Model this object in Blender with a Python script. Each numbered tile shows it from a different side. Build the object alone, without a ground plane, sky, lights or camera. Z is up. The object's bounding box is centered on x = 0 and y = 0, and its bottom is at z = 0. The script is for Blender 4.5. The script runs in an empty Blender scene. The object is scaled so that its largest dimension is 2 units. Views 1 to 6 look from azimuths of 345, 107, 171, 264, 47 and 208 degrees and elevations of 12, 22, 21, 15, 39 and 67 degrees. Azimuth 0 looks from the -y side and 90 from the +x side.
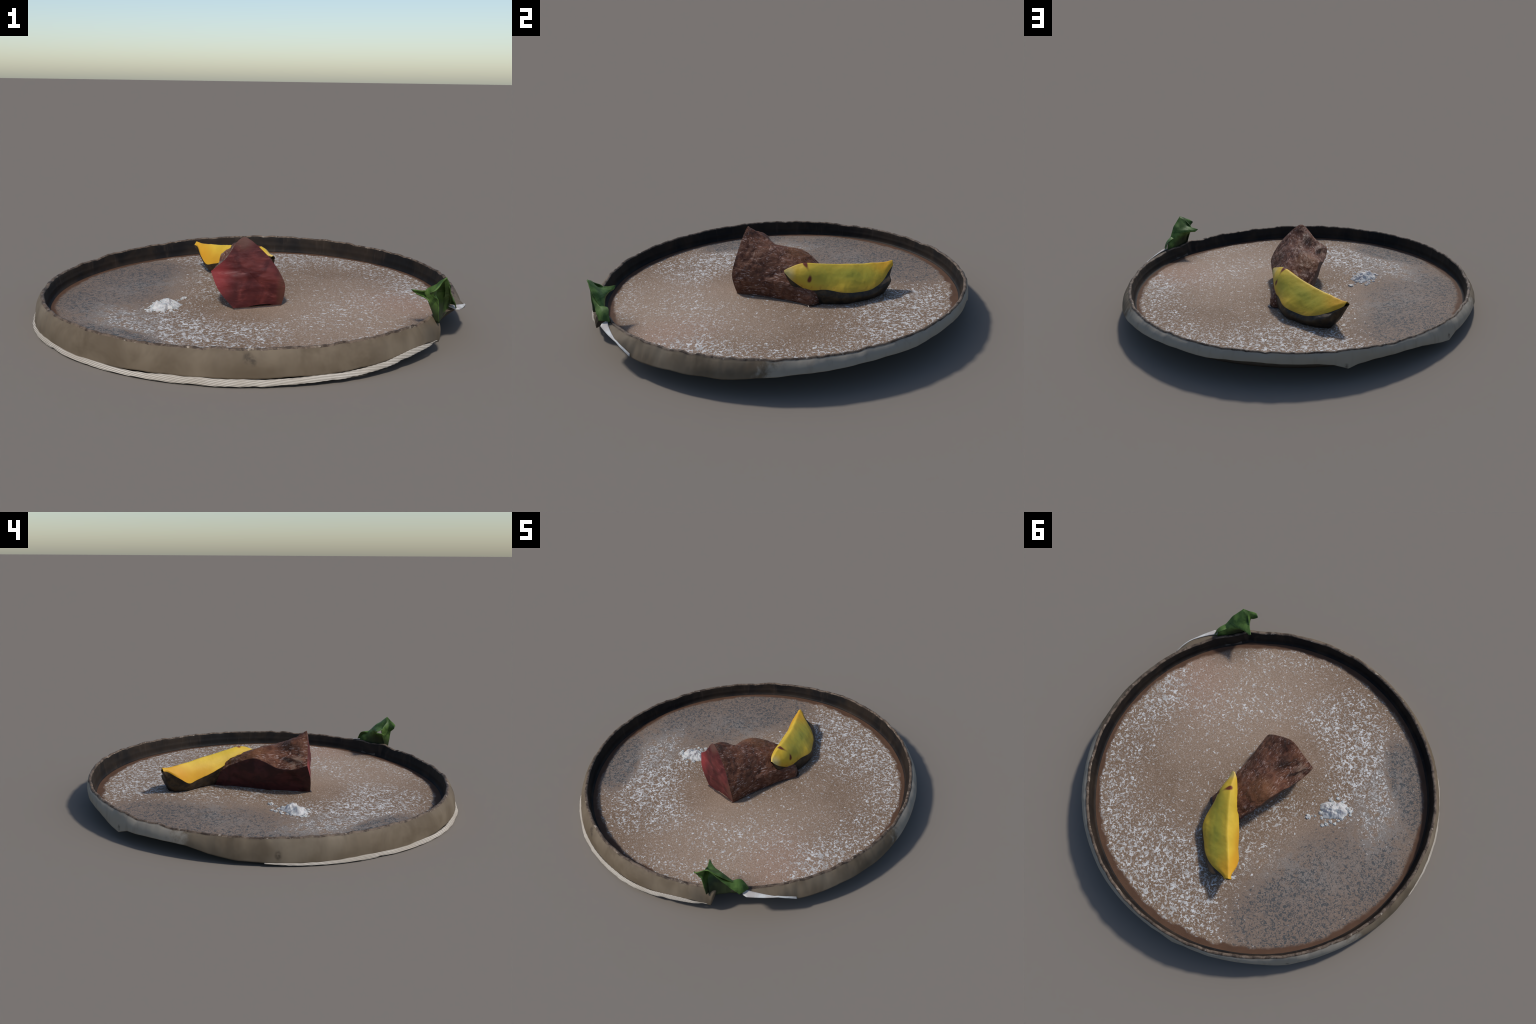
"""A round ceramic plate holding a piece of seared steak, a mango wedge, a small
heap of salt flakes, and a curled green leaf hanging on its rim."""
import bpy, math
import numpy as np
from mathutils import Vector, noise as mnoise

rng = np.random.default_rng(7)
TAU = 2 * math.pi

# ------------------------------------------------------------------ mesh helpers
def empty(name, label, category, loc=(0, 0, 0)):
    o = bpy.data.objects.new(name, None)
    o.location = loc
    o.empty_display_size = 0.1
    o["label"], o["category"] = label, category
    bpy.context.scene.collection.objects.link(o)
    return o


def vertex_normals(V, F):
    N = np.zeros_like(V)
    for f in F:
        p = V[list(f)]
        if len(f) == 4:
            n = np.cross(p[2] - p[0], p[3] - p[1])
        else:
            n = np.cross(p[1] - p[0], p[2] - p[0])
        for i in f:
            N[i] += n
    return N / np.maximum(np.linalg.norm(N, axis=1, keepdims=True), 1e-12)


def mesh_object(name, V, F, mat, parent, normals=None, smooth=True):
    me = bpy.data.meshes.new(name)
    me.from_pydata([tuple(v) for v in V], [], [tuple(f) for f in F])
    me.update()
    me.materials.append(mat)
    me.polygons.foreach_set("use_smooth", [smooth] * len(me.polygons))
    if normals is not None:
        me.normals_split_custom_set_from_vertices([tuple(n) for n in normals])
    o = bpy.data.objects.new(name, me)
    bpy.context.scene.collection.objects.link(o)
    if parent is not None:
        o.parent = parent
        o.matrix_parent_inverse = parent.matrix_basis.inverted()
    return o


def split_parts(V, F, tags, parts, parent):
    """One continuous surface cut into named meshes that share border vertices and normals."""
    V = np.asarray(V, float)
    N = vertex_normals(V, F)
    out = {}
    for tag, (name, mat) in parts.items():
        fs = [f for f, t in zip(F, tags) if t == tag]
        used = sorted({i for f in fs for i in f})
        remap = {i: k for k, i in enumerate(used)}
        out[tag] = mesh_object(name, V[used], [[remap[i] for i in f] for f in fs], mat, parent, N[used])
    return out


def catmull(P, n, closed=False):
    """Points P (k, d) -> n samples of a curve through them."""
    P = np.asarray(P, float)
    k = len(P)
    t = np.linspace(0, k if closed else k - 1, n, endpoint=not closed)
    i = np.floor(t).astype(int)
    if not closed:
        i = np.minimum(i, k - 2)
    u = (t - i).reshape((-1,) + (1,) * (P.ndim - 1))
    def at(j):
        if closed:
            return P[j % k]
        lo, hi = j < 0, j >= k
        q = P[np.clip(j, 0, k - 1)].copy()
        q[lo] = 2 * P[0] - P[1]
        q[hi] = 2 * P[-1] - P[-2]
        return q
    a, b, c, d = at(i - 1), at(i), at(i + 1), at(i + 2)
    return b + 0.5 * u * (c - a + u * (2 * a - 5 * b + 4 * c - d + u * (3 * (b - c) + d - a)))


def grid_surface(ctrl, nu, nv):
    """Smooth surface through a control grid (rows, cols, 3)."""
    C = np.asarray(ctrl, float)
    A = catmull(C, nu)
    return np.swapaxes(catmull(np.swapaxes(A, 0, 1), nv), 0, 1)


def quads(nu, nv, wrap=False, off=0, flip=False):
    F = []
    for i in range(nu - 1):
        for j in range(nv if wrap else nv - 1):
            a, b = i * nv + j, i * nv + (j + 1) % nv
            q = [off + a, off + b, off + b + nv, off + a + nv]
            F.append(q[::-1] if flip else q)
    return F


def solidify(o, t, offset=-1.0):
    m = o.modifiers.new("thickness", "SOLIDIFY")
    m.thickness, m.offset = t, offset


def fbm(p, octaves=3):
    return mnoise.fractal(Vector(p), 1.0, 2.0, octaves)


# ------------------------------------------------------------------ node helpers
class Mat:
    def __init__(self, name, rough=0.6, spec=0.4):
        self.m = bpy.data.materials.new(name)
        self.m.use_nodes = True
        self.t = self.m.node_tree
        self.t.nodes.clear()
        self.out = self.t.nodes.new("ShaderNodeOutputMaterial")
        self.b = self.t.nodes.new("ShaderNodeBsdfPrincipled")
        self.t.links.new(self.b.outputs[0], self.out.inputs[0])
        self.b.inputs["Roughness"].default_value = rough
        self.b.inputs["Specular IOR Level"].default_value = spec
        self.co = self.t.nodes.new("ShaderNodeTexCoord").outputs["Object"]

    def put(self, sock, v):
        if isinstance(v, bpy.types.NodeSocket):
            self.t.links.new(v, sock)
        elif isinstance(v, (tuple, list)) and len(v) == 3 and sock.type == "RGBA":
            sock.default_value = (*v, 1)
        else:
            sock.default_value = v

    def set(self, key, v):
        self.put(self.b.inputs[key], v)

    def mapping(self, scale=(1, 1, 1), loc=(0, 0, 0), rot=(0, 0, 0)):
        n = self.t.nodes.new("ShaderNodeMapping")
        self.t.links.new(self.co, n.inputs[0])
        n.inputs["Scale"].default_value = scale
        n.inputs["Location"].default_value = loc
        n.inputs["Rotation"].default_value = rot
        return n.outputs[0]

    def noise(self, scale, detail=2, rough=0.5, dist=0.0, vec=None):
        n = self.t.nodes.new("ShaderNodeTexNoise")
        self.t.links.new(vec if vec is not None else self.co, n.inputs["Vector"])
        n.inputs["Scale"].default_value = scale
        n.inputs["Detail"].default_value = detail
        n.inputs["Roughness"].default_value = rough
        n.inputs["Distortion"].default_value = dist
        return n.outputs["Fac"]

    def math(self, op, a, b=0.0, c=0.0, clamp=False):
        n = self.t.nodes.new("ShaderNodeMath")
        n.operation = op
        n.use_clamp = clamp
        self.put(n.inputs[0], a)
        self.put(n.inputs[1], b)
        self.put(n.inputs[2], c)
        return n.outputs[0]

    def ramp(self, v, lo, hi, a=0.0, b=1.0, kind="SMOOTHSTEP"):
        n = self.t.nodes.new("ShaderNodeMapRange")
        n.interpolation_type = kind
        self.put(n.inputs[0], v)
        for k, x in zip((1, 2, 3, 4), (lo, hi, a, b)):
            self.put(n.inputs[k], x)
        return n.outputs[0]

    def mix(self, f, a, b, mode="MIX"):
        n = self.t.nodes.new("ShaderNodeMix")
        n.data_type = "RGBA"
        n.blend_type = mode
        self.put(n.inputs[0], f)
        self.put(n.inputs[6], a)
        self.put(n.inputs[7], b)
        return n.outputs[2]

    def xyz(self, vec=None):
        n = self.t.nodes.new("ShaderNodeSeparateXYZ")
        self.t.links.new(vec if vec is not None else self.co, n.inputs[0])
        return n.outputs

    def blob(self, centre, radius, soft=0.5, squash=(1, 1, 1), rot=0.0):
        """1 inside a soft ellipsoid, 0 outside."""
        n = self.t.nodes.new("ShaderNodeMapping")
        n.vector_type = "TEXTURE"
        self.t.links.new(self.co, n.inputs[0])
        n.inputs["Location"].default_value = centre
        n.inputs["Rotation"].default_value = (0, 0, rot)
        n.inputs["Scale"].default_value = [radius * s for s in squash]
        l = self.t.nodes.new("ShaderNodeVectorMath")
        l.operation = "LENGTH"
        self.t.links.new(n.outputs[0], l.inputs[0])
        return self.ramp(l.outputs["Value"], 1.0 + soft, 1.0 - soft)

    def disc(self, centre, radius, soft=0.5, squash=(1, 1), rot=0.0):
        return self.blob((*centre, 0), radius, soft, (*squash, 1000), rot)

    def add(self, *terms):
        r = terms[0]
        for x in terms[1:]:
            r = self.math("ADD", r, x)
        return r

    def mul(self, a, b):
        return self.math("MULTIPLY", a, b)

    def bump(self, h, dist=0.004, strength=1.0):
        n = self.t.nodes.new("ShaderNodeBump")
        n.inputs["Distance"].default_value = dist
        n.inputs["Strength"].default_value = strength
        self.put(n.inputs["Height"], h)
        self.t.links.new(n.outputs[0], self.b.inputs["Normal"])


# ------------------------------------------------------------------ materials
CX, CY = 0.002, 0.0195          # plate centre


def mat_floor():
    """Tan reactive glaze with white and slate-blue flecks that gather in drifts."""
    m = Mat("speckled_glaze", 0.75, 0.15)
    # where the flecks gather
    white = m.add(
        m.mul(m.disc((0.86, 0.18), 0.22, 0.6, (1, 2.4), 0.2), 0.7),
        m.mul(m.disc((0.22, 0.72), 0.3, 0.6, (1.9, 0.9), -0.2), 0.95),
        m.mul(m.disc((-0.14, 0.22), 0.2, 0.6, (1.0, 1.3), 0.5), 0.75),
        m.mul(m.disc((-0.27, -0.48), 0.22, 0.5, (1.2, 1.4), 0.9), 0.85),
        m.mul(m.disc((0.42, -0.33), 0.26, 0.7, (1.5, 0.8), 0.5), 0.4),
        m.mul(m.disc((0.30, -0.78), 0.2, 0.6, (1.6, 0.6), 0.3), 0.55),
        m.mul(m.disc((0.80, -0.30), 0.14, 0.6, (0.8, 1.4), 0.2), 0.7),
        m.mul(m.disc((-0.55, -0.22), 0.24, 0.7, (0.8, 1.4), 0.3), 0.6),
        0.34)
    calm = m.add(
        m.mul(m.disc((0.44, 0.22), 0.27, 0.6, (1, 1.3), 0.2), 0.22),
        m.mul(m.disc((-0.04, -0.27), 0.16, 0.5, (1.4, 0.8)), 0.9),
        m.mul(m.disc((0.14, -0.70), 0.18, 0.6, (1.5, 0.7), 0.1), 0.35),
        m.mul(m.disc((0.68, -0.45), 0.16, 0.6, (1.3, 1.0), 0.7), 0.35),
        m.mul(m.disc((-0.38, 0.20), 0.2, 0.6, (1.3, 0.8), 0.3), 0.55))
    slate = m.add(
        m.disc((-0.62, 0.33), 0.33, 0.45, (0.9, 1.1), 0.4),
        m.disc((-0.42, 0.66), 0.25, 0.45, (1.0, 1.0)),
        m.mul(m.disc((-0.69, -0.43), 0.21, 0.3, (0.55, 1.3), 0.75), 1.15),
        m.mul(m.disc((-0.84, -0.06), 0.18, 0.5, (0.7, 1.6)), 0.8))
    slate = m.math("MINIMUM", slate, 1.1)
    density = m.math("SUBTRACT", m.math("SUBTRACT", white, calm), m.mul(slate, 0.55))
    density = m.ramp(density, -0.4, 1.3, 0.0, 0.98, "LINEAR")
    density = m.math("MAXIMUM", m.math("SUBTRACT", density, m.mul(slate, 0.55)), -0.5)
    # flecks: small worm-like scraps, larger ones only inside the drifts, and a fine grain
    n1 = m.noise(80, 3.0, 0.55, 0.7)
    thr = m.math("SUBTRACT", 0.66, m.mul(density, 0.115))
    flecks = m.ramp(m.math("SUBTRACT", n1, thr), -0.015, 0.05)
    n4 = m.noise(58, 3.0, 0.55, 0.8, m.mapping(loc=(1.3, 7.7, 0)))
    thr4 = m.math("SUBTRACT", 0.72, m.mul(density, 0.16))
    flecks = m.math("MAXIMUM", flecks, m.ramp(m.math("SUBTRACT", n4, thr4), -0.010, 0.045))
    n3 = m.noise(165, 2.0, 0.55, 0.3, m.mapping(loc=(5.3, 0.4, 0)))
    small = m.ramp(n3, 0.50, 0.66)
    grain = m.ramp(m.noise(150, 2, 0.6, 0.3), 0.56, 0.40)
    n2 = m.noise(72, 4, 0.62, 1.3, m.mapping(loc=(3.1, 1.7, 0)))
    thr2 = m.math("SUBTRACT", 0.725, m.mul(slate, 0.20))
    dark = m.mul(m.ramp(m.math("SUBTRACT", n2, thr2), -0.010, 0.045), m.ramp(slate, 0.1, 0.35))
    # colour of the ground glaze
    warm = m.noise(3.2, 4, 0.65)
    base = m.mix(m.ramp(warm, 0.35, 0.65), (0.200, 0.133, 0.086), (0.262, 0.184, 0.127))
    base = m.mix(m.math("MULTIPLY", density, 0.55, clamp=True), base, (0.175, 0.113, 0.070))
    base = m.mix(m.mul(m.disc((0.40, -0.44), 0.42, 0.8), 0.7), base, (0.360, 0.262, 0.190))  # broad bright pool of baked light painted into the glaze
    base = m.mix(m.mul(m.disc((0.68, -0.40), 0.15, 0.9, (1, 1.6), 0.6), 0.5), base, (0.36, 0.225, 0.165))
    base = m.mix(m.mul(slate, 0.75), base, (0.195, 0.152, 0.126))
    cool = m.math("MAXIMUM", m.disc((-0.64, -0.20), 0.17, 0.9, (0.8, 2.0), 0.25), m.mul(m.disc((-0.42, 0.34), 0.17, 0.9, (1.5, 0.8), 0.5), 0.7))
    haze = m.mul(cool, m.ramp(m.noise(22, 4, 0.6), 0.34, 0.60))
    base = m.mix(m.mul(haze, 0.8), base, (0.225, 0.218, 0.205))
    base = m.mix(m.mul(grain, 0.35), base, (0.14, 0.090, 0.058))
    c = m.mix(m.mul(small, m.ramp(slate, 0.9, 0.1, 0.15, 0.50)), base, (0.47, 0.37, 0.295))
    c = m.mix(m.mul(dark, 0.88), c, (0.058, 0.066, 0.070))
    c = m.mix(m.mul(flecks, 0.88), c, m.mix(m.ramp(m.noise(25, 2), 0.35, 0.65), (0.42, 0.40, 0.375), (0.68, 0.675, 0.655)))
    c = m.mix(m.mul(m.disc((0.61, -0.66), 0.10, 0.9, (1.4, 0.8), 0.75), 0.5), c, (0.095, 0.065, 0.046))
    # brown border where the glaze thins toward the wall
    r = m.t.nodes.new("ShaderNodeVectorMath")
    r.operation = "LENGTH"
    m.t.links.new(m.mapping(scale=(1, 1, 0), loc=(-CX, -CY, 0)), r.inputs[0])
    rr = m.add(r.outputs["Value"], m.mul(m.math("SUBTRACT", m.noise(11, 4, 0.6), 0.5), 0.06))
    edge = m.ramp(rr, 0.886, 0.906)
    brown = m.mix(m.noise(18, 3), (0.075, 0.040, 0.024), (0.125, 0.066, 0.040))
    c = m.mix(edge, c, brown)
    m.set("Base Color", c)
    m.set("Roughness", 0.75)
    m.bump(m.add(m.mul(flecks, 0.5), m.mul(small, 0.2)), 0.002, 0.4)
    return m.m


def mat_wall():
    m = Mat("dark_iron_glaze", 0.6, 0.12)
    s = m.noise(5, 4, 0.6, 0.5)
    c = m.mix(m.ramp(s, 0.35, 0.7), (0.010, 0.009, 0.009), (0.030, 0.021, 0.015))
    z = m.noise(30, 3, 0.6, 0.0, m.mapping(scale=(1, 1, 0.12)))
    c = m.mix(m.mul(m.ramp(z, 0.55, 0.75), 0.5), c, (0.050, 0.036, 0.027))
    m.set("Base Color", c)
    m.bump(z, 0.003, 0.4)
    return m.m


def mat_rim():
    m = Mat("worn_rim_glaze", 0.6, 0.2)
    s = m.noise(28, 4, 0.65, 0.6)
    c = m.mix(m.ramp(s, 0.36, 0.62), (0.050, 0.034, 0.024), (0.16, 0.115, 0.082))
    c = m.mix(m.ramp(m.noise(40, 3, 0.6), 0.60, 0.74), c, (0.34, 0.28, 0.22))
    m.set("Base Color", c)
    m.bump(s, 0.004, 0.5)
    return m.m


def mat_skirt():
    """Outside of the plate: drab taupe glaze, with baked light painted paler on the far side."""
    m = Mat("taupe_outer_glaze", 0.65, 0.15)
    p = m.xyz()
    big = m.noise(4.5, 4, 0.6, 0.4)
    c = m.mix(m.ramp(big, 0.32, 0.68), (0.112, 0.083, 0.054), (0.168, 0.130, 0.089))
    c = m.mix(m.mul(m.ramp(m.noise(2.6, 2), 0.55, 0.7), 0.5), c, (0.25, 0.205, 0.150))
    far_light = m.add(m.mul(p[1], 0.9), m.mul(p[0], 0.15), m.mul(m.math("SUBTRACT", m.noise(6, 5, 0.65, 0.8), 0.5), 0.5))
    c = m.mix(m.ramp(far_light, 0.30, 0.42), c, m.mix(big, (0.25, 0.218, 0.172), (0.325, 0.285, 0.232)))  # paler far side copies lighting baked into the scan
    run = m.noise(26, 3, 0.6, 0, m.mapping(scale=(1, 1, 0.15)))
    c = m.mix(m.mul(m.ramp(run, 0.5, 0.75), 0.25), c, (0.12, 0.09, 0.065))
    # painted-on shade of the hollow under the leaf and a greyer torn end beside it
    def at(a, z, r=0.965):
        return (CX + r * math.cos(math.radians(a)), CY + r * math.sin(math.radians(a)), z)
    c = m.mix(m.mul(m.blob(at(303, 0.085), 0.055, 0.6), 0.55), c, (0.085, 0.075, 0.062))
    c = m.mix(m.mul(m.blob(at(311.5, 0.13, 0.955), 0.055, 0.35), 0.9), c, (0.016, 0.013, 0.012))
    # small chips and bruises in the glaze
    for a, z, w in ((-104.5, 0.108, 0.016), (-103.3, 0.088, 0.012), (176, 0.045, 0.014), (91.5, 0.083, 0.010), (128, 0.062, 0.009)):
        t = math.radians(a)
        spot = m.blob((CX + 0.985 * math.cos(t), CY + 0.985 * math.sin(t), z), w, 0.6, (1, 1, 1.4))
        c = m.mix(m.mul(spot, m.ramp(m.noise(90, 3), 0.3, 0.6, 0.2, 0.75)), c, (0.045, 0.034, 0.025))
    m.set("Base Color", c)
    m.bump(m.add(m.mul(run, 0.3), big), 0.006, 0.3)
    return m.m


def mat_cloth():
    m = Mat("ribbed_cloth", 0.9, 0.1)
    w = m.t.nodes.new("ShaderNodeTexWave")
    w.wave_type = "BANDS"
    w.bands_direction = "DIAGONAL"
    m.t.links.new(m.mapping(scale=(0.5, 0.3, 3.2)), w.inputs["Vector"])
    w.inputs["Scale"].default_value = 34
    w.inputs["Distortion"].default_value = 1.5
    w.inputs["Detail"].default_value = 2
    n = m.noise(60, 3)
    c = m.mix(m.ramp(w.outputs["Fac"], 0.15, 0.6), (0.30, 0.265, 0.22), (0.60, 0.54, 0.465))
    c = m.mix(m.mul(m.ramp(m.noise(5, 3), 0.4, 0.65), 0.6), c, (0.40, 0.345, 0.28))
    m.set("Base Color", c)
    m.bump(w.outputs["Fac"], 0.003, 0.6)
    return m.m


def mat_white_cloth():
    m = Mat("bright_cloth", 0.8, 0.15)
    c = m.mix(m.ramp(m.noise(14, 3, 0.6, 0.5), 0.35, 0.65), (0.50, 0.45, 0.41), (0.66, 0.65, 0.61))
    m.set("Base Color", c)
    return m.m


def mat_under():
    m = Mat("unglazed_underside", 0.85, 0.1)
    m.set("Base Color", m.mix(m.noise(12, 4), (0.055, 0.045, 0.036), (0.10, 0.082, 0.066)))
    return m.m


AX = math.atan2(0.40, 0.11)     # direction the steak's grain runs


def mat_crust():
    """Seared, wet surface: reddish brown with paler strands and painted highlights along the grain."""
    m = Mat("seared_crust", 0.5, 0.16)
    along = m.mapping(scale=(1, 1, 1), rot=(0, 0, -AX))
    st = m.t.nodes.new("ShaderNodeMapping")
    m.t.links.new(along, st.inputs[0])
    st.inputs["Scale"].default_value = (0.30, 1, 1)
    strands = m.noise(58, 3, 0.6, 0.9, st.outputs[0])
    web = m.noise(17, 4, 0.65, 1.2)
    c = m.mix(m.ramp(web, 0.34, 0.66), (0.080, 0.029, 0.017), (0.165, 0.067, 0.037))
    c = m.mix(m.mul(m.ramp(strands, 0.51, 0.66), 0.6), c, (0.20, 0.105, 0.070))
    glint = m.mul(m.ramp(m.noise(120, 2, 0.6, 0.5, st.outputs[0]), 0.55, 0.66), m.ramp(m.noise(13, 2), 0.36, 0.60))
    c = m.mix(m.mul(glint, 0.75), c, (0.46, 0.32, 0.27))  # wet highlights painted as pale streaks of colour
    c = m.mix(m.mul(m.blob((-0.045, 0.12, 0.29), 0.075, 0.5), 0.65), c, (0.16, 0.066, 0.026))
    c = m.mix(m.mul(m.blob((-0.165, -0.11, 0.235), 0.055, 0.5, (1, 1.3, 1)), m.ramp(strands, 0.40, 0.65)), c, (0.26, 0.165, 0.115))
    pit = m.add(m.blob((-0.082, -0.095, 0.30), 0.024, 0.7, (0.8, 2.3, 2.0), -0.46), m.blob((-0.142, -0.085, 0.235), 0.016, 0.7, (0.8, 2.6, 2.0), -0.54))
    c = m.mix(m.math("MULTIPLY", m.mul(pit, 0.95), m.ramp(web, 0.2, 0.5, 0.4, 1.0), clamp=True), c, (0.020, 0.015, 0.013))  # shade in the hollows painted into the crust colour
    m.set("Base Color", c)
    m.set("Roughness", m.ramp(strands, 0.35, 0.7, 0.65, 0.34))
    m.bump(m.add(m.mul(strands, 0.8), web), 0.007, 0.8)
    return m.m


def mat_meat_side():
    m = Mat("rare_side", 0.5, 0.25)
    web = m.noise(16, 4, 0.6, 0.8)
    c = m.mix(m.ramp(web, 0.35, 0.65), (0.032, 0.010, 0.010), (0.068, 0.018, 0.018))
    m.set("Base Color", c)
    m.bump(web, 0.006, 0.5)
    return m.m


def mat_cut():
    m = Mat("rare_cut_face", 0.5, 0.25)
    cloud = m.noise(15, 3, 0.55, 0.6)
    c = m.mix(m.ramp(cloud, 0.35, 0.68), (0.058, 0.011, 0.012), (0.118, 0.025, 0.023))
    c = m.mix(m.mul(m.blob((-0.195, -0.15, 0.21), 0.06, 0.8, (1, 1, 1.3)), 0.8), c, (0.26, 0.032, 0.034))
    c = m.mix(m.mul(m.blob((-0.07, -0.17, 0.385), 0.045, 0.6), 0.8), c, (0.125, 0.062, 0.048))
    rimc = m.add(m.blob((0.105, -0.2, 0.16), 0.03, 0.8, (0.7, 2, 4)), 0.0)
    c = m.mix(m.mul(rimc, 0.6), c, (0.12, 0.052, 0.034))
    fib = m.noise(55, 3, 0.6, 0.3, m.mapping(scale=(0.25, 1, 1)))
    c = m.mix(m.mul(m.ramp(fib, 0.58, 0.75), 0.25), c, (0.36, 0.11, 0.10))
    m.set("Base Color", c)
    m.set("Subsurface Weight", 0.08)
    m.set("Subsurface Radius", (0.02, 0.006, 0.005))
    m.bump(fib, 0.004, 0.45)
    return m.m


def mat_juice():
    m = Mat("dark_meat_juice", 0.08, 0.6)
    m.set("Base Color", m.mix(m.noise(20, 2), (0.028, 0.014, 0.009), (0.07, 0.04, 0.026)))
    return m.m


def mat_mango():
    """Ripe flesh: green-yellow on the broad face, orange toward the edges."""
    m = Mat("mango_flesh", 0.55, 0.25)
    cloud = m.noise(11, 3, 0.6, 0.4)
    c = m.mix(m.ramp(cloud, 0.33, 0.67), (0.60, 0.385, 0.034), (0.70, 0.46, 0.045))
    # greener heart of the broad face
    g = m.math("MULTIPLY", m.add(m.blob((0.095, 0.30, 0.21), 0.06, 0.7, (0.9, 2.0, 1.0), 0.35),
                                 m.blob((0.01, 0.46, 0.185), 0.052, 0.7, (0.9, 1.8, 1.0), 0.55)), 0.85, clamp=True)
    c = m.mix(m.mul(g, m.ramp(cloud, 0.25, 0.6, 0.55, 1.0)), c, (0.40, 0.345, 0.040))
    # warm left face and ends
    o = m.add(m.blob((-0.125, 0.545, 0.18), 0.075, 0.7), m.blob((-0.07, 0.40, 0.15), 0.05, 0.8, (1, 2.2, 1), 0.5))
    c = m.mix(m.math("MULTIPLY", o, 0.7, clamp=True), c, (0.62, 0.28, 0.012))
    # pale fibrous tip with a rusty seam beside it
    c = m.mix(m.mul(m.blob((0.152, 0.098, 0.222), 0.032, 0.7, (1, 1.0, 1.5)), 0.75), c, (0.66, 0.50, 0.20))
    seam = m.add(*[m.blob(tuple(p), w, 0.6) for p, w in zip(
        catmull([(.100, .178, .273), (.120, .190, .270), (.141, .206, .259), (.157, .217, .242), (.165, .221, .222), (.167, .214, .200)], 17),
        np.interp(np.linspace(0, 1, 17), [0, .3, .6, .85, 1], [.011, .0095, .009, .0115, .010]))])
    c = m.mix(m.math("MULTIPLY", seam, 0.75, clamp=True), c, (0.16, 0.035, 0.014))
    # rusty freckles near the skin
    f = m.noise(60, 3, 0.6)
    low = m.math("MULTIPLY", m.add(*[m.blob(tuple(p), 0.026, 0.8) for p in catmull([(.162, .125, .185), (.166, .205, .148), (.168, .292, .150), (.158, .39, .138), (.108, .465, .125), (.055, .528, .128), (-.01, .57, .146)], 13)]), 0.9, clamp=True)
    c = m.mix(m.mul(low, 0.45), c, (0.46, 0.21, 0.022))
    c = m.mix(m.mul(m.mul(m.ramp(f, 0.55, 0.68), low), 0.6), c, (0.36, 0.13, 0.02))
    m.set("Base Color", c)
    m.set("Subsurface Weight", 0.12)
    m.set("Subsurface Radius", (0.03, 0.018, 0.004))
    m.bump(m.add(cloud, m.mul(f, 0.3)), 0.006, 0.4)
    return m.m


def mat_rind():
    m = Mat("mango_skin", 0.5, 0.4)
    n = m.noise(24, 4, 0.65, 0.5)
    c = m.mix(m.ramp(n, 0.35, 0.7), (0.014, 0.010, 0.007), (0.060, 0.036, 0.015))  # near-black tone copies the shade baked in under the wedge
    m.set("Base Color", c)
    m.bump(n, 0.006, 0.5)
    return m.m


def mat_salt():
    m = Mat("salt_flakes", 0.55, 0.4)
    n = m.noise(55, 4, 0.65)
    c = m.mix(m.ramp(n, 0.32, 0.6), (0.36, 0.35, 0.34), (0.58, 0.56, 0.53))
    m.set("Base Color", c)
    m.set("Subsurface Weight", 0.1)
    m.bump(n, 0.004, 0.35)
    return m.m


def mat_leaf(name="leaf_green", dim=1.0):
    m = Mat(name, 0.5, 0.25)
    n = m.noise(16, 3, 0.6, 0.6)
    c = m.mix(m.ramp(n, 0.35, 0.68), tuple(dim * x for x in (0.040, 0.085, 0.016)), tuple(dim * x for x in (0.125, 0.22, 0.050)))
    v = m.noise(40, 2, 0.5, 0.3, m.mapping(scale=(1, 1, 0.2), rot=(0.4, 0.3, 0.8)))
    c = m.mix(m.mul(m.ramp(v, 0.55, 0.7), 0.35), c, tuple(dim * x for x in (0.15, 0.23, 0.06)))
    # darkened to near-black green around the base
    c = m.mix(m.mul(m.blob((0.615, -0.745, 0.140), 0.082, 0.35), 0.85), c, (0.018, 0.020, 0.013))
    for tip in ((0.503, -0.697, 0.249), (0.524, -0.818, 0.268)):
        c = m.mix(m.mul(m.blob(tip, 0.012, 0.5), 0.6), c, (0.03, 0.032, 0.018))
    m.set("Base Color", c)
    tr = m.t.nodes.new("ShaderNodeBsdfTranslucent")
    m.put(tr.inputs["Color"], m.mix(0.5, c, (0.10, 0.17, 0.02)))
    ms = m.t.nodes.new("ShaderNodeMixShader")
    ms.inputs[0].default_value = 0.15
    m.t.links.new(m.b.outputs[0], ms.inputs[1])
    m.t.links.new(tr.outputs[0], ms.inputs[2])
    m.t.links.new(ms.outputs[0], m.out.inputs[0])
    m.bump(v, 0.004, 0.4)
    return m.m


# ------------------------------------------------------------------ plate
def keyed(table, theta):
    """Periodic piecewise-linear lookup, degrees."""
    a = np.array([t[0] for t in table], float)
    v = np.array([t[1] for t in table], float)
    return np.interp(np.degrees(theta) % 360, a, v, period=360)


def ripple(theta, freq, seed, octaves=4):
    """Irregular periodic wobble: fractal noise read round a circle."""
    k = freq / 3.2
    return np.array([1.7 * mnoise.fractal(Vector((k * math.cos(t), k * math.sin(t), seed * 7.3)), .9, 2.0, octaves) for t in theta])


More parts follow.
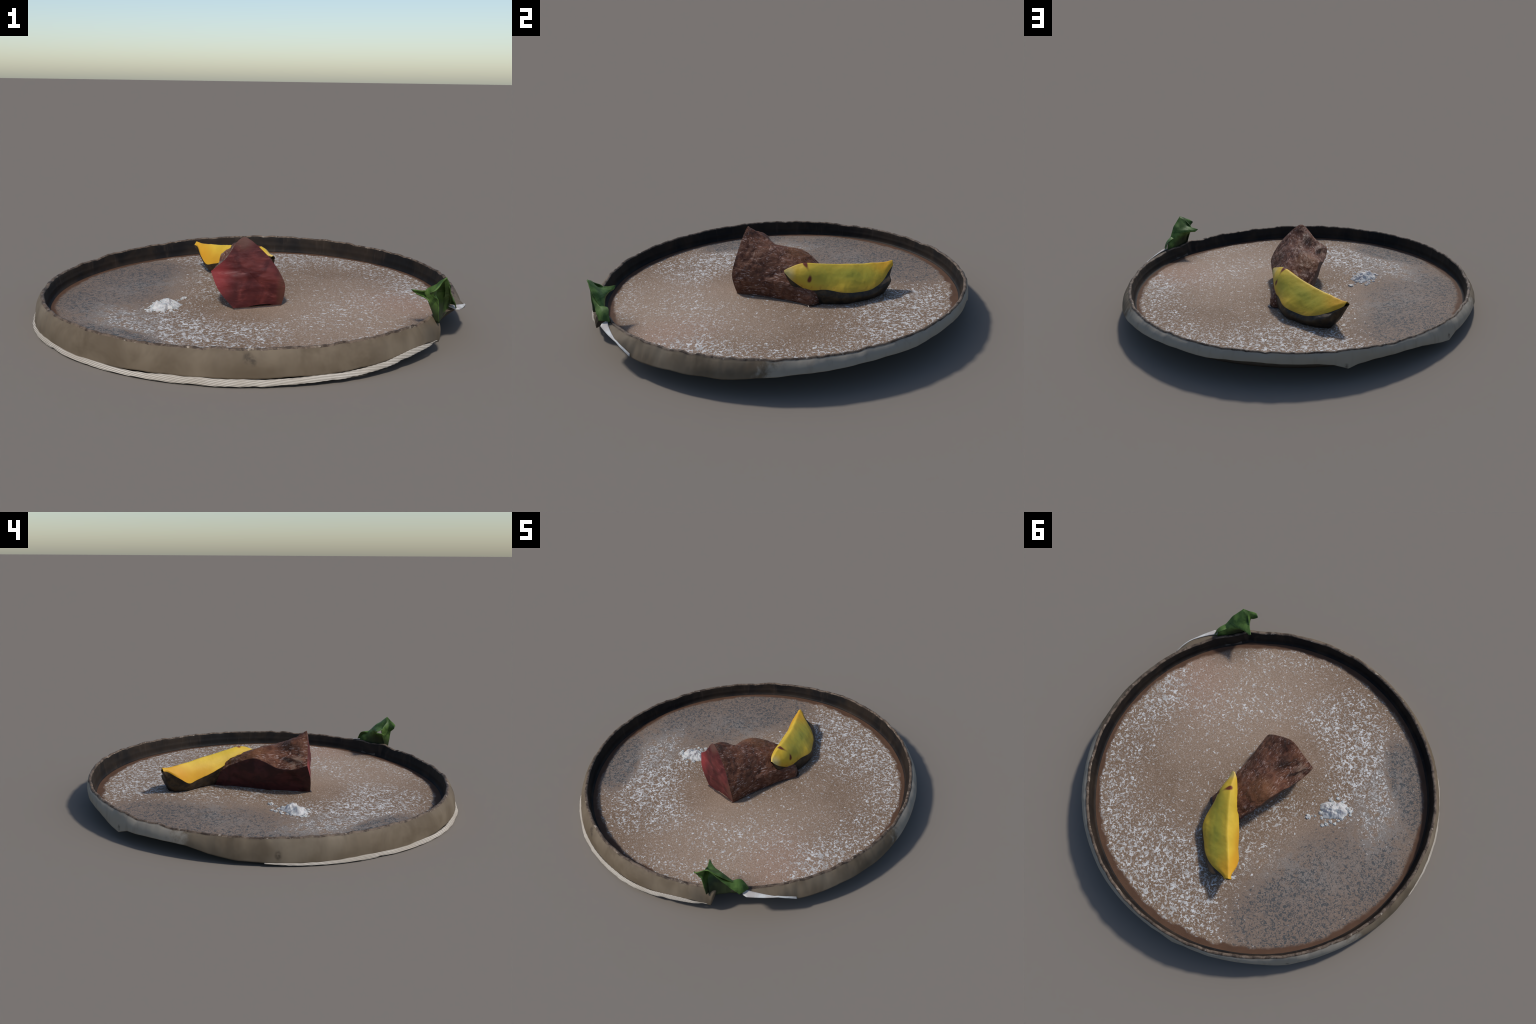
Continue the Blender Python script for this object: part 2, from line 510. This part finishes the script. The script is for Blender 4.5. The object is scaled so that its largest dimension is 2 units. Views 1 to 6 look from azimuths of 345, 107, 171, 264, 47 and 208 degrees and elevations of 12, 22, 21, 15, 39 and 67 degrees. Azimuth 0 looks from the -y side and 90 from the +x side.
SKIRT_Z = [(0, .086), (9, .103), (20, .113), (30, .120), (42, .125), (54, .122), (66, .129), (75, .119), (84, .109),
           (88, .098), (92, .072), (95, .086), (100, .090), (110, .090), (116, .078), (122, .060), (128, .041), (132, .066), (140, .064),
           (152, .061), (158, .038), (166, .015), (173, .012), (180, .012), (190, .013), (205, .014), (225, .017), (240, .027),
           (262, .031), (275, .034), (287, .047), (296, .066), (301, .068), (304, .060), (306.5, .050), (308.0, .118), (312, .125), (316, .150),
           (322, .134), (326, .126), (329, .106), (332, .080), (336, .079), (346, .086), (354, .086)]
SKIRT_R = [(0, .998), (12, .996), (30, .993), (60, .988), (88, .976), (92, .980), (96, .974), (120, .978), (128, .985), (150, .984),
           (165, .990), (178, .990), (192, .990), (225, .995), (250, 1.0), (285, 1.002), (298, 1.0), (304, 1.0), (307, 1.0), (308.3, .964), (314, .970), (317, 1.010),
           (328, 1.010), (332, 1.004), (345, 1.0)]
SWELL = [(0, .006), (90, .005), (150, .006), (200, .009), (230, .010), (270, .010), (300, .008), (307, .010), (308.5, .0), (330, .004)]
CLOTH_TOP = [(172, .013), (180, .016), (190, .017), (205, .016), (225, .018), (240, .026), (262, .030), (275, .034), (287, .049), (294, .068), (299, .070), (305, .060)]
CLOTH_BOTTOM_Z = [(172, .009), (180, .002), (190, .0), (205, .0), (250, .001), (262, .005), (270, .010), (278, .016), (287, .028), (296, .048), (301, .054), (305, .054)]
CLOTH_BOTTOM_R = [(172, .992), (180, .999), (190, 1.002), (225, 1.008), (250, 1.014), (275, 1.018), (290, 1.012), (301, 1.006), (305, .998)]


def floor_z(x, y):
    r = np.hypot(x - CX, y - CY)
    swell = np.exp(-((x - .62) / .33) ** 2 - ((y + .30) / .42) ** 2)
    return .0685 + .025 * x + .008 * y - .002 * (r / .9) ** 3 + .0125 * swell


def build_plate():
    plate = empty("ceramic_plate", "round speckled tan plate with a raised dark rim", "plate")
    NT = 900
    th = np.arange(NT) / NT * TAU
    rough = ripple(th, 42, 3)
    slow = ripple(th, 7, 5, 2)
    R = .9603 - .0048 * np.cos(2 * th) + .0013 * np.sin(2 * th) - .0024 * np.cos(3 * th) - .0011 * np.sin(3 * th)
    Z = (.1449 + .0262 * np.cos(th) + .0103 * np.sin(th) - .0025 * np.cos(2 * th) + .0041 * np.sin(2 * th)
         - .0018 * np.cos(3 * th) - .0031 * np.sin(3 * th))
    # curled lip beside the leaf
    deg = np.degrees(th)
    lip = np.exp(-((deg - 305.0) / 2.6) ** 2) - .5 * np.exp(-((deg - 311.5) / 3) ** 2)
    R = R + .0022 * slow + .009 * lip
    Z = Z + .007 * lip
    Zr = Z + .0042 * rough + .0022 * slow
    Rr = R + .0026 * ripple(th, 36, 9)
    sb_z = keyed(SKIRT_Z, th) + .0032 * ripple(th, 15, 11)
    sb_r = keyed(SKIRT_R, th) + .0015 * ripple(th, 9, 12)
    c, s = np.cos(th), np.sin(th)
    V, F, T = [], [], []
    rings = []

    def ring(r, z, tag):
        r = np.broadcast_to(r, (NT,))
        z = np.broadcast_to(z, (NT,))
        rings.append(tag)
        V.extend(np.stack([CX + r * c, CY + r * s, z], 1).tolist())

    def zf(r):
        return floor_z(CX + r * c, CY + r * s)

    edge = R - .036
    for k in range(40):
        f = .006 + (1 - .006) * (k / 39) ** .9
        r = edge * f
        ring(r, zf(r), "floor")
    ze = zf(edge)
    h = Z - ze
    for dr, f in ((-.030, .03), (-.026, .10), (-.0235, .22), (-.0225, .36), (-.0222, .47), (-.0195, .52), (-.018, .66), (-.016, .82), (-.0135, .94)):
        w = f ** 3
        ring(R + dr + w * (Rr - R), ze + h * f + w * (Zr - Z), "wall")
    for dr, dz in ((-.0115, -.002), (-.008, .0006), (-.003, .0008), (.001, -.001), (.003, -.006)):
        ring(Rr + dr, Zr + dz, "rim")
    belly = ripple(th, 20, 21)
    near_leaf = np.exp(-((deg - 318) / 32) ** 2)
    swell = keyed(SWELL, th)
    for f in np.linspace(.07, 1, 16):
        w = (1 - f) ** 3
        bulge = swell * np.sin(math.pi * f ** .8) + .0024 * (1 + 1.6 * near_leaf) * belly * np.sin(math.pi * f)
        r = (R + .004) * (1 - f) + sb_r * f + w * (Rr - R) + bulge
        z = (Z - .006) * (1 - f) + sb_z * f + w * (Zr - Z)
        ring(r, z, "skirt")
    # foot: around the lower lip and back up to a flat, hollow underside
    ring(sb_r - .004, sb_z - .0015, "underside")
    ring(sb_r - .009, sb_z + .002, "underside")
    uz = ze - .008
    for f in (.5, .97):
        ring((sb_r - .012) * (1 - f) + (R - .035) * f, sb_z * (1 - f) + uz * f, "underside")
    for r in (.84, .6, .3, .01):
        ring(r, floor_z(CX + r * c, CY + r * s) - .008, "underside")
    n = len(rings)
    for i in range(n - 1):
        tag = rings[i + 1] if rings[i + 1] != "floor" else "floor"
        for j in range(NT):
            a, b = i * NT + j, i * NT + (j + 1) % NT
            F.append((a, a + NT, b + NT, b))
            T.append(tag)
    for ringi, tag, flip in ((0, "floor", False), (n - 1, "underside", True)):
        V.append(np.mean(V[ringi * NT:(ringi + 1) * NT], 0).tolist())
        for j in range(NT):
            a, b = ringi * NT + j, ringi * NT + (j + 1) % NT
            F.append((len(V) - 1, b, a) if flip else (len(V) - 1, a, b))
            T.append(tag)
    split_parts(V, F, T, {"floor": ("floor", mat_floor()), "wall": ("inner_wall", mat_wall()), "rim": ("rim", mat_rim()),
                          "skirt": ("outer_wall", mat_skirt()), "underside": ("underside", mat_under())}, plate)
    # strip of table linen stuck along the low front edge
    def strip(name, lo, hi, prof, mat):
        n = int((hi - lo) * 3)
        t = np.radians(np.linspace(lo, hi, n))
        rows = []
        for r, z in prof(t):
            rows.append(np.stack([CX + r * np.cos(t), CY + r * np.sin(t), z], 1))
        P = np.array(rows)
        o = mesh_object(name, P.reshape(-1, 3), quads(len(rows), n, flip=True), mat, plate)
        solidify(o, .004)
        return o

    def linen(t):
        top_z, bz, br = keyed(CLOTH_TOP, t) + .005 * ripple(t, 9, 33), keyed(CLOTH_BOTTOM_Z, t), keyed(CLOTH_BOTTOM_R, t)
        top_r = keyed(SKIRT_R, t) + .002
        wob = .0026 * ripple(t, 26, 31)
        for f, g in ((0, 0), (.15, .22), (.35, .5), (.6, .78), (.85, .95), (1, 1)):
            yield top_r * (1 - g) + br * g + wob * f, top_z * (1 - f) + (bz + .0005 + np.abs(wob)) * f

    strip("cloth_strip", 172.5, 305.5, linen, mat_cloth())

    def pale(t):
        bz, br = keyed(SKIRT_Z, t), keyed(SKIRT_R, t)
        fade = np.clip((np.degrees(t) - 316.0) / 9, 0, 1) ** .7
        topz = .158 + .004 * np.cos(t)
        for f in (0, .25, .5, .75, 1):
            g = fade * .86 + (1 - fade * .86) * f
            yield (.964 * (1 - g) + br * g) + .0065, (topz * (1 - g) + bz * g) + .0015

    strip("pale_cloth_edge", 316, 331.5, pale, mat_white_cloth())
    return plate


# ------------------------------------------------------------------ steak
def build_steak():
    steak = empty("steak_piece", "seared brown steak chunk with a rare red cut face", "steak", (0, 0, .083))
    # stations from the cut face to the tail; each lists, going round:
    # base right, right wall, right bulge, shoulder, crest, crest, hollow, left edge, left wall, base left
    S = [
        [(.104, -.196, .064), (.116, -.212, .135), (.108, -.218, .195), (.050, -.200, .292), (-.044, -.178, .383), (-.090, -.172, .380), (-.150, -.168, .296), (-.216, -.156, .238), (-.186, -.180, .155), (-.116, -.192, .064)],
        [(.116, -.100, .062), (.124, -.108, .135), (.110, -.113, .198), (.054, -.108, .285), (-.042, -.100, .340), (-.078, -.100, .336), (-.134, -.092, .264), (-.193, -.091, .213), (-.142, -.102, .150), (-.100, -.103, .062)],
        [(.132, .000, .062), (.139, -.002, .135), (.124, -.002, .189), (.068, .000, .262), (-.003, -.006, .304), (-.042, .000, .302), (-.100, -.005, .262), (-.157, -.011, .211), (-.122, -.003, .150), (-.078, .000, .062)],
        [(.156, .100, .062), (.160, .097, .130), (.146, .091, .177), (.082, .097, .240), (.012, .100, .276), (-.037, .108, .286), (-.081, .105, .277), (-.110, .103, .254), (-.094, .100, .160), (-.038, .100, .062)],
        [(.188, .190, .062), (.187, .185, .115), (.172, .178, .148), (.118, .172, .208), (.038, .175, .240), (-.016, .180, .250), (-.050, .183, .242), (-.068, .186, .228), (-.046, .190, .150), (-.004, .192, .062)],
        [(.198, .220, .062), (.193, .232, .102), (.174, .240, .130), (.128, .246, .168), (.066, .246, .196), (.018, .250, .206), (.002, .252, .196), (-.012, .254, .182), (-.004, .258, .125), (.022, .262, .062)],
        [(.160, .262, .062), (.150, .276, .088), (.132, .285, .108), (.104, .292, .124), (.075, .296, .132), (.050, .299, .137), (.033, .300, .136), (.018, .303, .130), (.022, .308, .100), (.040, .311, .062)],
        [(.115, .295, .062), (.110, .300, .068), (.104, .305, .074), (.095, .308, .080), (.085, .310, .084), (.075, .312, .084), (.066, .313, .084), (.058, .314, .080), (.058, .315, .072), (.066, .315, .062)],
    ]
    S = np.array(S)
    NU, K = 96, S.shape[1]
    # open loop from base right to base left, dense; keeps the left edge crisp by splitting there
    up = np.swapaxes(catmull(np.swapaxes(S[:, :8], 0, 1), 78), 0, 1)
    side = np.swapaxes(catmull(np.swapaxes(S[:, 7:], 0, 1), 27), 0, 1)
    loop = np.concatenate([up, side[:, 1:]], 1)
    P = catmull(loop, NU)
    nv = P.shape[1]
    # relief: folds along the grain plus lumps, fading at the cut edge
    N = vertex_normals(P.reshape(-1, 3), quads(NU, nv)).reshape(P.shape)
    ca, sa = math.cos(-AX), math.sin(-AX)
    for i in range(NU):
        for j in range(nv):
            x, y, z = P[i, j]
            a, b = ca * x - sa * y, sa * x + ca * y
            fade = min(1.0, i / 4) * min(1, (nv - 1 - j) / 3) * min(1, j / 3)
            top = 1.0 if j < 78 else .5
            d = .0040 * fbm((a * 14, b * 42, z * 42)) + .0045 * fbm((a * 9 + 5, b * 12, z * 12))
            d += -.0030 * (1 - abs(mnoise.noise(Vector((a * 26, b * 60, z * 60))))) ** 4
            pit = math.exp(-(((x + .083 - .5 * (y + .095)) / .017) ** 2 + ((y + .095) / .050) ** 2)) + .8 * math.exp(-(((x + .142 - .6 * (y + .085)) / .012) ** 2 + ((y + .085) / .045) ** 2))
            if 30 < j < 78:
                d -= .022 * pit
            P[i, j] -= N[i, j] * -d * fade * top
    F, T = [], []
    for i in range(NU - 1):
        for j in range(nv - 1):
            F.append((i * nv + j, (i + 1) * nv + j, (i + 1) * nv + j + 1, i * nv + j + 1))
            T.append("side" if j >= 77 else "crust")
    # flat base under the meat
    V = P.reshape(-1, 3).tolist()
    for i in range(NU - 1):
        F.append((i * nv, i * nv + nv - 1, (i + 1) * nv + nv - 1, (i + 1) * nv))
        T.append("side")
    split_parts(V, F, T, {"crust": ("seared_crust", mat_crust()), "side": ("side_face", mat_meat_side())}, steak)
    # cut face: rings shrinking to the middle, gently hollow and ribbed
    loop0 = P[0]
    mid = loop0.mean(0)
    rows = []
    NR = 26
    # closed outline (base edge is the gap between last and first point)
    base = np.linspace(loop0[-1], loop0[0], 18)[1:-1]
    base[:, 2] += .018 * np.sin(np.linspace(0, math.pi, 18)[1:-1]) * np.linspace(.3, 1.4, 16)
    out = np.concatenate([loop0, base])
    m = len(out)
    for k in range(NR):
        f = 1 - k / NR
        row = mid + (out - mid) * f
        for p in row:
            p[1] += -.016 * (1 + 5 * p[0]) * (1 - f ** 2.2) + .003 * (1 - f ** 6) * fbm((p[0] * 14, 3, p[2] * 34))
        rows.append(row)
    Vc = np.concatenate(rows + [rows[-1].mean(0, keepdims=True)])
    Fc = quads(NR, m, wrap=True, flip=True) + [((NR - 1) * m + j, len(Vc) - 1, (NR - 1) * m + (j + 1) % m) for j in range(m)]
    mesh_object("cut_face", Vc, Fc, mat_cut(), steak)
    # thin film of juice round the foot of the meat
    foot = np.concatenate([P[:, 0], P[::-1, -1], np.linspace(P[0, -1], P[0, 0], 14)[1:-1]])
    mid = foot.mean(0)
    rows = []
    for g, hgt in ((.93, .0105), (1.0, .0085), (1.02, .006), (1.0, -.002)):
        row = []
        for k, p in enumerate(foot):
            d = p - mid
            d[2] = 0
            d /= np.linalg.norm(d)
            w = max(.002, .0065 + .007 * mnoise.noise(Vector((p[0] * 16, p[1] * 16, 2)))) * (2.0 if p[1] > .2 and p[0] > .12 else 1)
            q = p + d * (w * (g - .93) / .07 if g < 1.01 else w * 1.15)
            if g == 1.0 and hgt < 0:
                q = p + d * w * 1.3
            q[2] = floor_z(q[0], q[1]) + hgt * (.55 if hgt > 0 else 1)
            row.append(q)
        rows.append(row)
    Vj = np.array(rows).reshape(-1, 3)
    o = mesh_object("meat_juice", Vj, quads(4, len(foot), wrap=True), mat_juice(), steak)
    return steak


# ------------------------------------------------------------------ mango
def build_mango():
    mango = empty("mango_slice", "yellow mango wedge leaning on the steak", "fruit", (0, .35, .083))
    # ridge, right edge, left edge, foot right, foot left, from the pale tip to the far point
    R = [(.146, .079, .242), (.128, .104, .252), (.106, .172, .273), (.058, .277, .258), (-.002, .385, .241), (-.045, .450, .231), (-.085, .510, .224), (-.115, .560, .219), (-.131, .588, .221), (-.137, .598, .222)]
    A = [(.155, .083, .233), (.161, .125, .194), (.166, .205, .151), (.163, .292, .158), (.154, .389, .145), (.105, .462, .132), (.055, .523, .134), (-.008, .564, .152), (-.085, .587, .180), (-.118, .604, .202)]
    B = [(.136, .080, .238), (.105, .112, .240), (.069, .166, .233), (.014, .250, .196), (-.044, .340, .160), (-.083, .414, .137), (-.112, .457, .127), (-.130, .505, .157), (-.137, .565, .196), (-.150, .590, .206)]
    G = [(.149, .082, .224), (.152, .128, .145), (.156, .206, .082), (.156, .292, .072), (.138, .388, .072), (.092, .456, .072), (.044, .514, .072), (-.036, .566, .072), (-.080, .584, .120), (-.132, .599, .198)]
    H = [(.142, .082, .228), (.128, .122, .165), (.112, .178, .095), (.072, .260, .076), (.022, .350, .074), (-.025, .425, .073), (-.060, .475, .072), (-.082, .530, .072), (-.112, .568, .125), (-.143, .594, .201)]
    C = [(.154, .084, .226), (.160, .128, .165), (.164, .208, .122), (.168, .294, .118), (.158, .394, .110), (.108, .472, .104), (.056, .536, .106), (-.024, .603, .143), (-.070, .594, .165), (-.126, .603, .199)]
    NU = 150
    R, A, B, G, H, C = [catmull(x, NU) for x in (R, A, B, G, H, C)]
    wob = np.array([mnoise.noise(Vector((u * 5, 3, 1))) for u in np.linspace(0, 3, NU)])
    env = np.sin(np.linspace(0, math.pi, NU)) ** .6
    A[:, 2] += .002 * wob * env
    R[:, 2] += .002 * np.roll(wob, 40) * env
    cols, tags = [], []
    NF, NS = 26, 12
    uu = np.linspace(0, 1, NU)
    swell = env * (.010 + .024 * np.exp(-((uu - .235) / .10) ** 2))
    # broad face: from right edge up to the rounded ridge, slightly hollow
    for k in range(NF):
        f = k / (NF - 1)
        p = A * (1 - f) + R * f
        p = p + (swell * math.sin(math.pi * f))[:, None] * np.array([.75, .25, .6])
        if k == 0:
            p = A.copy()
        cols.append(p)
    # left face: ridge down to left edge
    for k in range(1, NF):
        f = k / (NF - 1)
        p = R * (1 - f) + B * f
        p = p + (env * .009 * math.sin(math.pi * f))[:, None] * np.array([-.8, -.2, .4])
        cols.append(p)
    nflesh = len(cols)
    # ridge rounding
    for _ in range(3):
        cols[NF - 1] = .5 * cols[NF - 1] + .25 * (cols[NF - 2] + cols[NF])
    # skin: left edge, foot, right edge
    skin = catmull(np.stack([B, (B + H) / 2 + np.array([-.004, -.002, -.004]), H, (H + G) / 2 - np.array([0, 0, .002]), G, C, A]), 6 * NS)
    for k in range(1, len(skin) - 1):
        cols.append(skin[k])
    P = np.stack(cols, 1)
    nv = P.shape[1]
    for i in range(NU):
        for j in range(nv):
            x, y, z = P[i, j]
            amp = .0016 if j < nflesh else .004
            d = amp * env[i] * fbm((x * 30, y * 30, z * 30))
            P[i, j] += d * np.array([.5, .1, .8])
    F = quads(NU, nv, wrap=True, flip=True)
    T = []
    for i in range(NU - 1):
        for j in range(nv):
            T.append("flesh" if j < nflesh - 1 else "skin")
    V = P.reshape(-1, 3).tolist()
    for i, flip in ((0, False), (NU - 1, True)):
        f = [i * nv + j for j in range(nv)]
        F.append(f[::-1] if flip else f)
        T.append("flesh")
    V = np.array(V)
    # orientation check: skin foot should face down
    split_parts(V, [tuple(f[:4]) if len(f) > 4 else tuple(f) for f in F], T,
                {"flesh": ("flesh", mat_mango()), "skin": ("skin", mat_rind())}, mango)
    return mango


# ------------------------------------------------------------------ salt
def salt_lump(centre, size, seed, squash=.6, detail=20):
    """Irregular crumb: a sphere pulled about by noise, cut flat below."""
    V, F = [], []
    n, m = detail, detail * 2
    for i in range(n + 1):
        a = math.pi * i / n
        for j in range(m):
            b = TAU * j / m
            d = Vector((math.sin(a) * math.cos(b), math.sin(a) * math.sin(b), math.cos(a)))
            q = d * 1.6 + Vector((seed * 3.7, seed * 1.3, seed))
            r = 1 + .62 * mnoise.fractal(q, 1.0, 2.0, 3) + .08 * mnoise.noise(q * 4)
            V.append((centre[0] + d.x * r * size, centre[1] + d.y * r * size, centre[2] + max(-.2, d.z) * r * size * squash))
    return np.array(V), quads(n + 1, m, wrap=True, flip=True)


def build_salt():
    heap = empty("salt_heap", "small heap of white salt flakes", "salt", (-.41, -.06, .072))
    mat = mat_salt()
    # main mound: polar height field with crumbly ridges
    NR, NA = 46, 150
    cx, cy = -.412, -.062
    rows = []
    for i in range(NR):
        f = i / (NR - 1)
        row = []
        for j in range(NA):
            a = TAU * j / NA
            ca, sa = math.cos(a), math.sin(a)
            lim = .066 * (1 + .20 * math.cos(2 * (a - math.radians(215)))) * (1 + .28 * mnoise.fractal(Vector((ca * 1.7, sa * 1.7, 4)), 1, 2, 4))
            r = max(f, .004) * lim
            x, y = cx + r * ca, cy + r * sa
            base = float(floor_z(x, y))
            peak = math.exp(-(((x + .392) / .028) ** 2 + ((y + .056) / .028) ** 2)) + .62 * math.exp(-(((x + .442) / .026) ** 2 + ((y + .080) / .024) ** 2)) + .4 * math.exp(-(((x + .40) / .02) ** 2 + ((y + .105) / .02) ** 2))
            h = (.015 + .024 * peak) * (1 - f ** 5)
            h *= 1 + .6 * mnoise.fractal(Vector((x * 28, y * 28, 1)), 1, 2, 3) * min(1, 3 * f)
            row.append((x, y, base + max(h, 0) - .001 * (f > .99)))
        rows.append(row)
    V = np.array(rows).reshape(-1, 3)
    mesh_object("salt_mound", V, quads(NR, NA, wrap=True, flip=True) + [tuple(range(NA))[:4]][:0], mat, heap)
    spots = [(-.303, .044, .016), (-.335, .020, .007), (-.352, -.012, .011), (-.395, .048, .011), (-.412, .030, .012), (-.372, .012, .009),
             (-.470, -.045, .012), (-.490, -.100, .013), (-.500, -.085, .008), (-.475, -.110, .012), (-.430, -.130, .011), (-.395, -.135, .010),
             (-.385, -.155, .006), (-.450, .005, .009), (-.365, -.105, .010), (-.32, .028, .005), (-.425, .005, .011), (-.46, -.02, .008)]
    for k, (x, y, s) in enumerate(spots):
        V, F = salt_lump((x, y, float(floor_z(x, y)) + .05 * s), s * .92, k + 1, .5)
        mesh_object("salt_lump", V, F, mat, heap)
    Vs, Fs = [], []
    r = np.random.default_rng(4)
    for k in range(40):
        a, d = r.uniform(0, TAU), r.normal(0, .055)
        x, y = -.41 + d * math.cos(a) * 1.2, -.055 + d * math.sin(a) * 1.3
        V, F = salt_lump((x, y, float(floor_z(x, y))), r.uniform(.0018, .0045), k + 40, .6, 5)
        Fs += [tuple(i + len(Vs) for i in f) for f in F]
        Vs += V.tolist()
    o = mesh_object("salt_grain", np.array(Vs), Fs, mat, heap)
    o["kind"] = "stuff"


# ------------------------------------------------------------------ leaf
def build_leaf():
    leaf = empty("green_leaf", "curled torn green leaf clinging to the rim", "leaf", (.64, -.73, .14))
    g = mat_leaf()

    def blade(name, ctrl, mat, nu=36, nv=36, wav=.0025):
        P = grid_surface(ctrl, nu, nv)
        V = P.reshape(-1, 3)
        for v in V:
            v += wav * np.array([mnoise.noise(Vector(v * 28)), mnoise.noise(Vector(v * 28 + 5)), mnoise.noise(Vector(v * 28 + 9))])
        o = mesh_object(name, V, quads(nu, nv), mat, leaf)
        solidify(o, .0045, 0)
        return o

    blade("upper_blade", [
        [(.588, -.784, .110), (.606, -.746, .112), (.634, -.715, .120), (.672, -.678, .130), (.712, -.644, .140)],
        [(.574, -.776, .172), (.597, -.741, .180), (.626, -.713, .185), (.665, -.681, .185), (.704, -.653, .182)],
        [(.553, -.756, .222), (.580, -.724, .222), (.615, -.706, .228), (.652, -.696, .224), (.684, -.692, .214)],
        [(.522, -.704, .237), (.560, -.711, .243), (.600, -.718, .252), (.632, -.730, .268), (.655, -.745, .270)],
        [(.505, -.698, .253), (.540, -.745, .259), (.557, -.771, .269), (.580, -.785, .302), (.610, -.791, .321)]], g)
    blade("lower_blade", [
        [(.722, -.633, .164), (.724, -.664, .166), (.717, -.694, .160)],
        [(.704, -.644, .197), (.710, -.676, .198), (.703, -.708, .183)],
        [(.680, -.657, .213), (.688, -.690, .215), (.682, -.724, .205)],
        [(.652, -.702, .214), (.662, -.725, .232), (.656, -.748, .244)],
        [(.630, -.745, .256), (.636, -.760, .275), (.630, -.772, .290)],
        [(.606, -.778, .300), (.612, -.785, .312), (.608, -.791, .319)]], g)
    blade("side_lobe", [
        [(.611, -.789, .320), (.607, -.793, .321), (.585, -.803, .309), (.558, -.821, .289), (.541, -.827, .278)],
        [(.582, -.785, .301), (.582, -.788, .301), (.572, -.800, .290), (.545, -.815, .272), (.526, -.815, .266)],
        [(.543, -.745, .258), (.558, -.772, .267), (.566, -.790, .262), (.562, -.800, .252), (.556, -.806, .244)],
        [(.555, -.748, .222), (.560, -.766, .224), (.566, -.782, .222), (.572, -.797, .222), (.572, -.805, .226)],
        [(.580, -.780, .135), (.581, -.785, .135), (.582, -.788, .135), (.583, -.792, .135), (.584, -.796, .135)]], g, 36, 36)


build_plate()
build_steak()
build_mango()
build_salt()
build_leaf()
